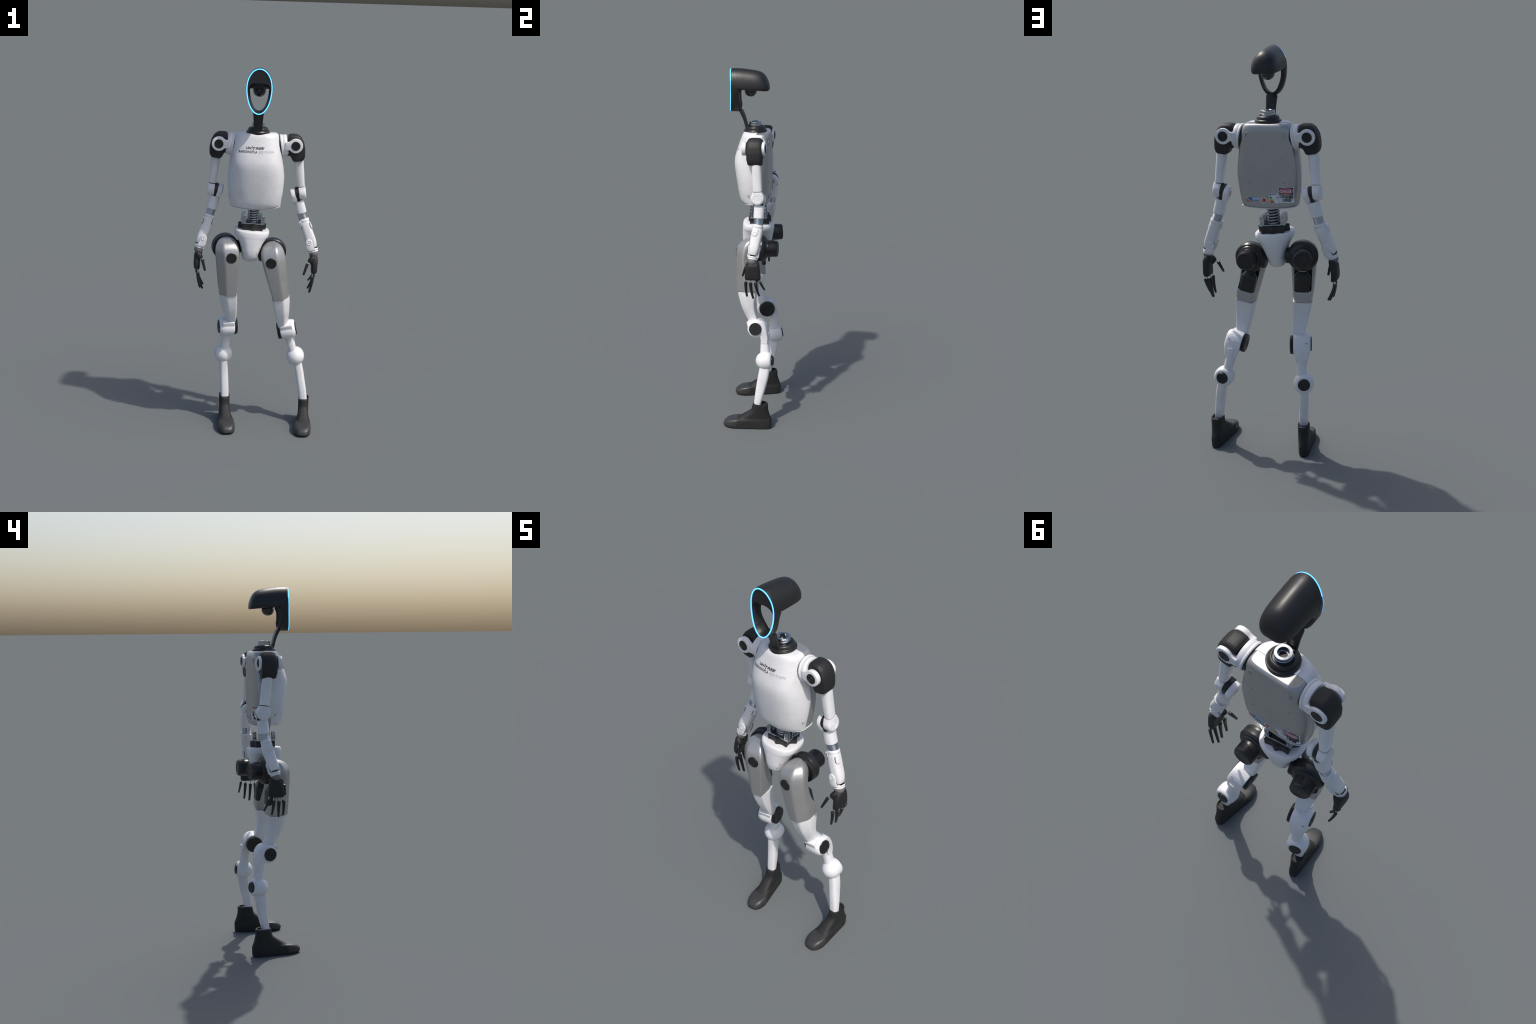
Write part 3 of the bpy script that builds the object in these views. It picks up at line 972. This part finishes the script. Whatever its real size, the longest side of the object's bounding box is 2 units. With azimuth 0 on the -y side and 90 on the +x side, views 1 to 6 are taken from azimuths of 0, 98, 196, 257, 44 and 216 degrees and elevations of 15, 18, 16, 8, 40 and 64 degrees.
    yf = np.array([p_[1] for p_ in prof_])
    yb = np.interp(zl, [0, .004, .046, .055, .080, .112, .142, .149, .151], [.125, .1290, .1305, .129, .119, .1105, .1105, .1085, .105])
    kw = np.interp(zl, [0, .004, .012, .040, .050, .0535, .058, .151], [.975, .995, 1, 1, .97, .94, .88, .88])
    sh = np.interp(zl, [0, .050, .080, .112, .151], [0, 0, .55, 1, 1])      # 0 foot, 1 shaft
    rings = []
    for i, z in enumerate(zl):
        ring = []
        p = 2.6 + 1.2 * (1 - sh[i])
        for q in np.linspace(0, 2 * math.pi, 64, endpoint=False):
            c, s = math.cos(q), math.sin(q)
            yc, yh = (yf[i] + yb[i]) / 2, (yb[i] - yf[i]) / 2
            y = yc + yh * np.sign(c) * abs(c) ** (2 / p)
            W = np.interp(y, [-.15, -.12, -.085, -.04, .02, .07, .13], [.041, .047, .0485, .0425, .0345, .0300, .0275]) * kw[i]
            # the heel narrows in plan above the sole
            Ws = 0.0295
            w = W * (1 - sh[i]) + Ws * sh[i]
            ring.append(BO.p(w * np.sign(s) * abs(s) ** (2 / p), y, z))
        rings.append(ring)
    # hollow collar on top
    top = rings[-1]
    cen = np.mean(top, 0)
    rings.append([cen + (p - cen) * .86 - V(0, 0, .001) for p in top])
    rings.append([cen + (p - cen) * .80 - V(0, 0, .010) for p in top])
    me = rings_to_mesh("boot", rings)
    bm = bmesh.new()
    bm.from_mesh(me)
    bmesh.ops.recalc_face_normals(bm, faces=bm.faces)

    def region(f):
        c = f.calc_center_median()
        d = np.array(c) - BO.o
        y = float(np.dot(d, BO.y))
        z = c[2]
        crease = np.interp(y, [-.15, -.075, -.05, .0, .13], [.010, .015, .034, .050, .056])
        if z < crease:
            return 1
        return 2 if y < -0.062 else 0
    bm.normal_update()
    regs = [region(f) for f in bm.faces]
    objs = []
    for k, (nm, mt) in enumerate((("boot", BOOT), ("sole", SOLE), ("toe_cap", TOE))):
        b2 = bm.copy()
        b2.faces.ensure_lookup_table()
        bmesh.ops.delete(b2, geom=[f for f, r in zip(b2.faces, regs) if r != k], context='FACES')
        m2 = bpy.data.meshes.new(nm)
        b2.to_mesh(m2)
        b2.free()
        for p_ in m2.polygons:
            p_.use_smooth = True
        m2.set_sharp_from_angle(angle=math.radians(40))
        m2.transform(Matrix.Translation(-Vector(BO.o)))
        m2.materials.append(mt)
        o = bpy.data.objects.new(nm, m2)
        bpy.context.collection.objects.link(o)
        par = ROOT if k == 0 else objs[0]
        o.parent = par
        o.location = Vector(BO.o) - WORLD_LOC[par]
        WORLD_LOC[o] = Vector(BO.o)
        objs.append(o)
    bm.free()
    # raised welt along the crease of the sole
    for s_ in (-1, 1):
        pts_ = []
        for y in np.linspace(-.13, .10, 24):
            zc = float(np.interp(y, [-.15, -.075, -.05, .0, .13], [.010, .015, .034, .050, .056]))
            i = min(range(len(zl)), key=lambda j: abs(zl[j] - zc))
            p = 3.6
            yc, yh = (yf[i] + yb[i]) / 2, (yb[i] - yf[i]) / 2
            u = min(1, abs((y - yc) / yh)) ** p
            W = np.interp(y, [-.15, -.12, -.085, -.04, .02, .07, .13], [.041, .047, .0485, .0425, .0345, .0300, .0275]) * kw[i]
            pts_.append(BO.p(s_ * (W * (1 - u) ** (1 / p) - .0006), y, zc))
        tube("sole_welt", pts_, [.0003] + [.0012] * 22 + [.0003], SOLE, objs[0], 6)


make_leg(1, (0.0900, 0.030, 1.0090), (0.1870, 0.037, 0.5620), 0.5,
         (0.2390, 0.0850, 0.3890), (0.003, 0.049, 0.004),
         [(.246, .087, .395, .023, .029, 3), (.2535, .088, .352, .0235, .030, 3), (.2655, .0800, .300, .0238, .0300, 3), (.2755, .0690, .245, .0235, .0275, 3),
          (.2850, .0590, .195, .0230, .0240, 3), (.2915, .0510, .150, .0225, .0208, 3), (.2935, .0490, .135, .0215, .020, 3)],
         [(.1960, .0840, .545, .0245, .0250, 2.6), (.2040, .0845, .490, .0248, .0245, 2.6), (.2130, .0850, .460, .0235, .0255, 2.6), (.2220, .0860, .430, .0215, .0275, 2.6), (.2330, .0860, .395, .0215, .028, 2.6)],
         (0.2935, 0.0), -2.5)
make_leg(-1, (-0.1660, 0.030, 1.0270), (-0.1500, 0.043, 0.5670), 11.5,
         (-0.1690, 0.0920, 0.3880), (-0.012, 0.045, 0.006),
         [(-.168, .087, .392, .023, .030, 3), (-.1665, .0840, .347, .0238, .0320, 3), (-.1645, .0790, .295, .0238, .0305, 3), (-.1605, .0700, .240, .0235, .0270, 3),
          (-.1570, .0605, .190, .0230, .0235, 3), (-.1540, .0520, .148, .0222, .0195, 3), (-.1535, .0500, .133, .0215, .019, 3)],
         [(-.1560, .0880, .550, .0245, .0250, 2.6), (-.1595, .0890, .490, .0248, .0250, 2.6), (-.1600, .0910, .460, .0245, .0265, 2.6), (-.1610, .0915, .430, .0242, .0280, 2.6), (-.164, .092, .395, .0235, .0285, 2.6)],
         (-0.1470, 0.0), 8.3)


# ================================================================== ARMS
def make_arm(side, A, fingers, thumb, palm_keys, thumb_root):
    """A: dict of centres (world)."""
    s = side
    CX = -0.0105
    # ---- shoulder: flange on the torso, tilted up
    a = math.radians(9)
    X = V(s * math.cos(a), 0, math.sin(a))
    SF = Frame(V(CX + s * 0.115, 0.033, 1.588), X, V(0, 1, 0), np.cross(X, V(0, 1, 0)) * s)
    shoulder = lathe("shoulder_flange", SF, 'x', [(.0095, .050), (.0105, .0592), (.0130, .0612), (.015, .0615), (.018, .0615), (.0205, .0600), (.0215, .0570), (.0235, .0570), (.0255, .0580), (.040, .0570), (.045, .0540), (.046, .050), (.046, 0)],
                     WHITE, ROOT, 48, 40)
    lathe("shoulder_dark_ring", SF, 'x', [(-.018, .050), (.0110, .0570), (.0110, 0)], DISC, shoulder, 40)
    # ---- black shoulder cover: outline in x-z, extruded in y
    UF = Frame(V(CX, 0.0385 + (.004 if s < 0 else 0), 0), V(s, 0, 0), V(0, 1, 0), V(0, 0, 1))
    out = [(.160, 1.538), (.160, 1.649), (.178, 1.654), (.210, 1.653), (.232, 1.638), (.246, 1.612), (.2530, 1.582), (.2545, 1.545), (.252, 1.528),
           (.243, 1.514), (.198, 1.508), (.188, 1.514), (.180, 1.530), (.170, 1.545)]
    if s < 0:
        out = [(x - .001, z + (.006 if z < 1.55 else .002)) for x, z in out]
    out = rounded_poly(out, .008, 3)
    # pillow-shaped stack of slices
    rings = []
    cz = np.array(out).mean(0)
    for yy, k in ((-.041, .80), (-.0385, .88), (-.033, .95), (-.022, .99), (0, 1.0), (.022, .99), (.033, .95), (.0385, .88), (.041, .80)):
        ring = []
        for x, z in out:
            kx = k if x > .175 else 1 - (1 - k) * 0.3
            ring.append(UF.p(cz[0] + (x - cz[0]) * kx, yy * (1.0 if z > 1.54 else .93) + (.002 if z < 1.54 else 0), cz[1] + (z - cz[1]) * (k if z > cz[1] else 1 - (1 - k) * .25)))
        rings.append(ring)
    finish("shoulder_cover", rings_to_mesh("shoulder_cover", rings), BLACK, shoulder, 40)
    # ---- white ears with black discs, front and back
    for d in (-1, 1):
        Y = 0.0325 + d * 0.0520
        EF_ = Frame(V(CX + s * 0.2010, Y, 1.5985), V(s, 0, 0), V(0, d, 0), V(0, 0, 1))
        ear = [(.0375 * math.cos(q), .0375 * math.sin(q)) for q in np.radians(np.linspace(-140, 140, 34))]
        ear += [(-.036, .0205), (-.044, .019), (-.054, .018), (-.056, -.020), (-.046, -.022), (-.037, -.0225)]
        extrude("shoulder_bracket", EF_, 'xz', ear, -.013, .0100, WHITE, shoulder, .0035, 3)
        lathe("shoulder_disc", EF_, 'y', [(0, .0240), (.0105, .0240), (.0122, .0225), (.0122, .0200), (.0112, .0195), (.0112, .0120), (.0122, .0115), (.0122, .0080), (.0112, .0075), (.0112, 0)], DISC, shoulder, 36)
        for x, z in ((-.044, .004), (-.044, -.006)):
            lathe("bracket_screw", EF_.moved(x, .0100, z), 'y', [(-.001, .0026), (.0007, .0026), (.0007, .0014), (0, .001), (0, 0)], WHITE, shoulder, 12)
    # ---- upper arm
    T, Bt = V(*A['A_top']), V(*A['A_bot'])
    d = unit(Bt - T)
    up = [(*(T - d * .02), .0235, .0250, 2.5), (*T, .0252, .0265, 2.5), (*(T * .5 + Bt * .5), .0230, .0265, 2.6), (*(Bt - d * .001), .0198, .0258, 2.8)]
    arm = loft("upper_arm", up, WHITE, ROOT, xref=(s, 0, 0), steps=4, n=40)
    loft("arm_seam", [(*(Bt - d * .002), .0192, .0252, 2.8), (*(Bt + d * .0002), .0192, .0252, 2.8)], SEAM, arm, xref=(s, 0, 0), n=40)
    EC = V(*A['lobe'])
    Ez = unit(V(*A['A_top']) - EC)
    EFm = frame(EC, Ez, (s, 0, 0))
    # outer lobe: hanging drop between seam and elbow axis
    rows = []
    n_ = 36
    xi, xo_ = -.0165, .0195
    prof = [(-.0255, .0340), (.0255, .0340)] + [(.0378 * math.cos(q), .0378 * math.sin(q)) for q in np.radians(np.linspace(28, -208, 34))]
    sl = []
    for x, k in ((xi, .95), (xi + .003, .99), (xi + .010, 1.0), (.004, 1.0), (.010, .985), (.0145, .95), (.0178, .90), (xo_, .83)):
        # the neck of the drop keeps the section of the arm above it
        sl.append([EFm.p(x, y * (k if z < .03 else 1 - (1 - k) * .6), z * (k if z < 0 else 1)) for y, z in prof])
    finish("elbow_lobe", rings_to_mesh("elbow_lobe", sl), WHITE, arm, 45)
    lathe("elbow_emblem", EFm, 'x', [(.016, .0270), (.0202, .0270), (.0208, .0258), (.0200, .0245), (.0200, .0185), (.0210, .0178), (.0210, .0150), (.0198, .0142), (.0198, .0085), (.0210, .0080), (.0210, .0045), (.0202, .004), (.0202, 0)], WHITE, arm, 40)
    for k in range(8):
        q = k * math.pi / 4
        lathe("emblem_stud", EFm.moved(.0200, .0215 * math.cos(q), .0215 * math.sin(q)), 'x', [(0, .0022), (.0008, .0020), (.0008, 0)], WHITE, arm, 10)
    # ---- forearm top: inner disc, black spacer, sleeve
    IC = V(*A['inner'])
    Ft, Fb = V(*A['F_top']), V(*A['F_bot'])
    IFm = frame(IC, unit(Ft - Fb), (s, 0, 0))
    lathe("elbow_spacer", EFm, 'x', [(-.036, .0300), (-.034, .0345), (-.0168, .0345), (-.0168, 0)], DISC, arm, 36)
    extrude("spacer_tongue", EFm, 'yz', rounded_poly([(-.026, -.042), (.026, -.042), (.028, .0), (-.028, .0)], .006), -.030, -.014, DISC, arm, .002)
    drop = [(.0365 * math.cos(q), .0365 * math.sin(q)) for q in np.radians(np.linspace(-25, 205, 34))] + [(-.0270, -.038), (.0270, -.038)]
    forearm = loft("forearm", [(*(Ft + unit(Ft - Fb) * .004), .0262, .0275, 2.4), (*Ft, .0275, .0290, 2.4), (*(Ft * .5 + Fb * .5), .0286, .0292, 2.4), (*(Fb + unit(Ft - Fb) * .003), .0292, .0288, 2.4), (*Fb, .0280, .0276, 2.4)],
                   WHITE, ROOT, xref=(s, 0, 0), steps=3, n=40)
    extrude("elbow_disc", IFm, 'yz', drop, -.0150, .0125, WHITE, forearm, .006, 3)
    lathe("elbow_hub", IFm, 'x', [(-.012, .0165), (-.0158, .0165), (-.0164, .0155), (-.0164, .0120), (-.0156, .0115), (-.0156, .0065), (-.0166, .006), (-.0166, 0)], DULLSTEEL, forearm, 28)
    # ---- ridged steel section
    Rb = V(*A['R_bot'])
    dd = unit(Rb - Fb)
    Lr = np.linalg.norm(Rb - Fb)
    RF = frame(Fb, -dd, (s, 0, 0))
    prof = [(.004, 0), (.004, .0265), (-.001, .0268), (-.004, .0262), (-.0045, .0240)]
    z = -.006
    while z > -Lr - .004:
        prof += [(z, .0242), (z - .0012, .0252), (z - .0030, .0252), (z - .0042, .0242)]
        z -= .0050
    prof += [(z, .0240), (z, 0)]
    lathe("ridged_sleeve", RF, 'z', prof, STEEL, forearm, 36)
    # ---- wrist body
    C0, B1_, B2_, B3_, C1 = [V(*A[k]) for k in ('R_bot', 'B1', 'B2', 'B3', 'cuff')]
    ct = unit(C0 - B1_)
    top = loft("wrist_collar", [(*(C0 + ct * .003), .0262, .0262, 2.3), (*(C0 + ct * .001), .0282, .0280, 2.3), (*(C0 - ct * .012), .0290, .0285, 2.3), (*(C0 - ct * .015), .0270, .0265, 2.3)],
               WHITE, forearm, xref=(s, 0, 0), n=40)
    body = loft("wrist_body", [(*(C0 - ct * .010), .0245, .0255, 2.8), (*(C0 * .55 + B1_ * .45), .0262, .0290, 3.0), (*B1_, .0280, .0300, 3.0), (*(B1_ * .5 + B2_ * .5), .0290, .0290, 3.0), (*B2_, .0292, .0275, 3.0), (*(B2_ * .35 + B3_ * .65), .0265, .0240, 3.0), (*B3_, .0225, .0215, 2.8)],
                WHITE, forearm, xref=(s, 0, 0), steps=3, n=44)
    # outer keyhole bracket hanging from the collar and its inner twin
    for sd in (1, -1):
        hub = (C0 * .32 + B1_ * .68) + V(s * sd * .0265, -.008, 0)
        HF = frame(hub, ct, (s * sd, 0, 0))
        prof2 = [(.0165 * math.cos(q), .0165 * math.sin(q)) for q in np.radians(np.linspace(10, -190, 26))] + [(-.0165, .026), (.0175, .026)]
        extrude("wrist_bracket", HF, 'yz', prof2, -.008, .0055, WHITE, forearm, .0022, 2)
        extrude("bracket_shadow_outline", HF, 'yz', [(y * 1.06, z * 1.06 if z < 0 else z * .8) for y, z in prof2], -.004, .0012, DENT, forearm)  # oversized plate modelled to draw the shadow line around the bracket
        lathe("wrist_hub", HF, 'x', [(.002, .0125), (.0072, .0125), (.0078, .0115), (.0078, .0092), (.0068, .0085), (.0068, .0040), (.0080, .0035), (.0080, 0)], WHITE, forearm, 28)
    # ---- lower fork with front/back hubs, rising from the cuff
    cu = unit(B2_ - C1)
    CF = frame(C1, cu, (s, 0, 0))
    cuff = lathe("wrist_cuff", CF, 'z', [(-.003, 0), (-.003, .0255), (0, .0275), (.003, .0272), (.0045, .0258), (.006, .0275), (.0125, .0290), (.016, .0275), (.017, .024), (.017, 0)], WHITE, forearm, 44)
    for sd in (-1, 1):
        hub = CF.moved(-.012, sd * .0255, .056)
        HF = Frame(hub.o, CF.x, CF.y * sd, CF.z)
        prof3 = [(.0185 * math.cos(q), .0185 * math.sin(q)) for q in np.radians(np.linspace(-5, 185, 26))] + [(-.0185, -.030), (-.010, -.047), (.026, -.047), (.019, -.026)]
        extrude("fork_bracket", HF, 'xz', prof3, -.010, .0050, WHITE, forearm, .0022, 2)
        extrude("bracket_shadow_outline", HF, 'xz', [(x * 1.06, z * 1.06) if z > 0 else (x, z * .8) for x, z in prof3], -.004, .0012, DENT, forearm)
        lathe("fork_hub", HF, 'y', [(.002, .0140), (.0066, .0140), (.0074, .0128), (.0074, .0105), (.0062, .0098), (.0062, .0045), (.0076, .0040), (.0076, 0)], WHITE, forearm, 28)
    extrude("fork_recess", CF.moved(0, 0, .0175), 'xy', rounded_poly([(.006, -.016), (.0262, -.014), (.0262, .014), (.006, .016)], .004), -.001, .005, PITCH, forearm)
    # ---- wrist ball and hand
    ball = C1 - cu * .0095
    t = np.linspace(-1.5, 1.5, 18)
    BFm = frame(ball, cu, (s, 0, 0))
    lathe("wrist_ball", BFm, 'z', [(-.022, 0), (-.022, .0125)] + [(.0245 * math.sin(q), .0245 * math.cos(q)) for q in np.linspace(-1.0, 0.9, 14)] + [(.02, 0)], BALLM, forearm, 36)
    hand = loft("hand", palm_keys, BLACK, ROOT, xref=(s, 0, 0), steps=3, n=40, normal=(0, 0, -1), angle=50)
    # thumb mount bulge
    TR = V(*thumb_root)
    bulge = [(*(TR + V(s * .017, .014, .028)), .008, .010, 2.2), (*(TR + V(s * .013, .011, .019)), .0150, .0150, 2.3), (*(TR + V(s * .007, .008, .005)), .0175, .0150, 2.3),
             (*(TR + V(s * .008, .008, -.006)), .0165, .0140, 2.3), (*(TR + V(s * .014, .010, -.020)), .0100, .0100, 2.2)]
    loft("thumb_mount", bulge, BLACK, hand, xref=(s, 0, 0), steps=3, n=28, normal=(0, 0, -1), angle=60)
    palm_bot = V(*palm_keys[-2][:3])
    for base, tip, r0, r1 in fingers:
        b, t_ = V(*base), V(*tip)
        L_ = np.linalg.norm(t_ - b)
        mid = b * .5 + t_ * .5 + V(s * .075 * L_, 0, 0) - V(0, .04 * L_ * (1 if tip[1] >= base[1] else -1), 0)
        q = [b, b * .97 + mid * .03]
        keys = []
        for u in np.linspace(0, 1, 9):
            p_ = (1 - u) ** 2 * b + 2 * u * (1 - u) * mid + u * u * t_
            keys.append((p_, r0 + (r1 - r0) * u))
        P = [keys[0][0]] + [k[0] for k in keys[0:]] + [keys[-1][0] + unit(keys[-1][0] - keys[-2][0]) * .003]
        P[1] = P[1] + unit(P[2] - P[1]) * .0012
        Rr = [keys[0][1] * .85] + [k[1] for k in keys] + [r1 * .55]
        tube("finger", P, Rr, DISC, hand, 12, False, 50)
        root = V(b[0] + (palm_bot[0] - b[0]) * .25, b[1] + (palm_bot[1] - b[1]) * .06, palm_keys[-2][2] + .004)
        tube("finger_pin", [root, b + unit(mid - b) * .0005], .0026, STEEL, hand, 8)
    b, t_ = V(*thumb[0]), V(*thumb[1])
    D_ = unit(t_ - b)
    tube("thumb", [b - D_ * .004, b - D_ * .003, b + (t_ - b) * .5, t_, t_ + D_ * .002], [.0070, .0086, .0072, .0056, .0040], DISC, hand, 12, False, 50)
    tube("finger_pin", [TR + V(s * .006, 0, -.004), b], .0024, STEEL, hand, 8)


L_ARM = dict(A_top=(.2115, .0490, 1.512), A_bot=(.2300, .0555, 1.3735), lobe=(.2368, .0565, 1.3375), inner=(.1925, .0600, 1.3225),
             F_top=(.2205, .0635, 1.2900), F_bot=(.2370, .0610, 1.2270), R_bot=(.2515, .0605, 1.1900), B1=(.2700, .0520, 1.1380), B2=(.2950, .0430, 1.0730), B3=(.3060, .0375, 1.0400), cuff=(.3105, .0365, 1.0180))
R_ARM = dict(A_top=(-.2315, .0510, 1.516), A_bot=(-.2455, .0715, 1.3790), lobe=(-.2515, .0770, 1.3410), inner=(-.2065, .0780, 1.3330),
             F_top=(-.2330, .0800, 1.2960), F_bot=(-.2490, .0745, 1.2320), R_bot=(-.2575, .0690, 1.1950), B1=(-.2725, .0600, 1.1440), B2=(-.2960, .0420, 1.0770), B3=(-.3070, .0340, 1.0440), cuff=(-.3105, .0305, 1.0215))
L_PALM = [(.309, .0420, 1.002, .0130, .0230, 2.6), (.3095, .0410, .998, .0180, .0275, 2.8), (.3150, .0385, .982, .0215, .0345, 3.0), (.3185, .0360, .955, .0185, .0400, 3.2), (.3190, .0360, .930, .0172, .0425, 3.4),
          (.3185, .0360, .912, .0165, .0430, 3.6), (.3165, .0360, .902, .0130, .0405, 3.6), (.3155, .0360, .899, .0070, .0330, 3.0)]
R_PALM = [(-.309, .0350, 1.007, .0130, .0220, 2.6), (-.3100, .0345, 1.003, .0175, .0262, 2.8), (-.3150, .0320, .988, .0212, .0335, 3.0), (-.3200, .0300, .960, .0182, .0395, 3.2), (-.3210, .0290, .936, .0172, .0425, 3.4),
          (-.3205, .0290, .918, .0165, .0430, 3.6), (-.3180, .0290, .9075, .0130, .0405, 3.6), (-.3165, .0290, .904, .0070, .0330, 3.0)]
make_arm(1, L_ARM,
         [((.308, -.004, .884), (.297, .000, .798), .0094, .0056), ((.312, .0225, .880), (.297, .034, .787), .0096, .0058),
          ((.320, .0510, .884), (.289, .066, .800), .0092, .0056), ((.322, .0770, .892), (.292, .097, .837), .0074, .0048)],
         ((.279, -.009, .955), (.260, -.028, .902)), L_PALM, (.293, .002, .970))
make_arm(-1, R_ARM,
         [((-.312, -.0130, .888), (-.301, -.011, .809), .0094, .0056), ((-.316, .0130, .885), (-.289, .010, .797), .0096, .0058),
          ((-.324, .0450, .889), (-.289, .046, .810), .0092, .0056), ((-.327, .0710, .898), (-.312, .093, .836), .0074, .0048)],
         ((-.2875, -.021, .963), (-.273, -.032, .910)), R_PALM, (-.299, -.006, .976))
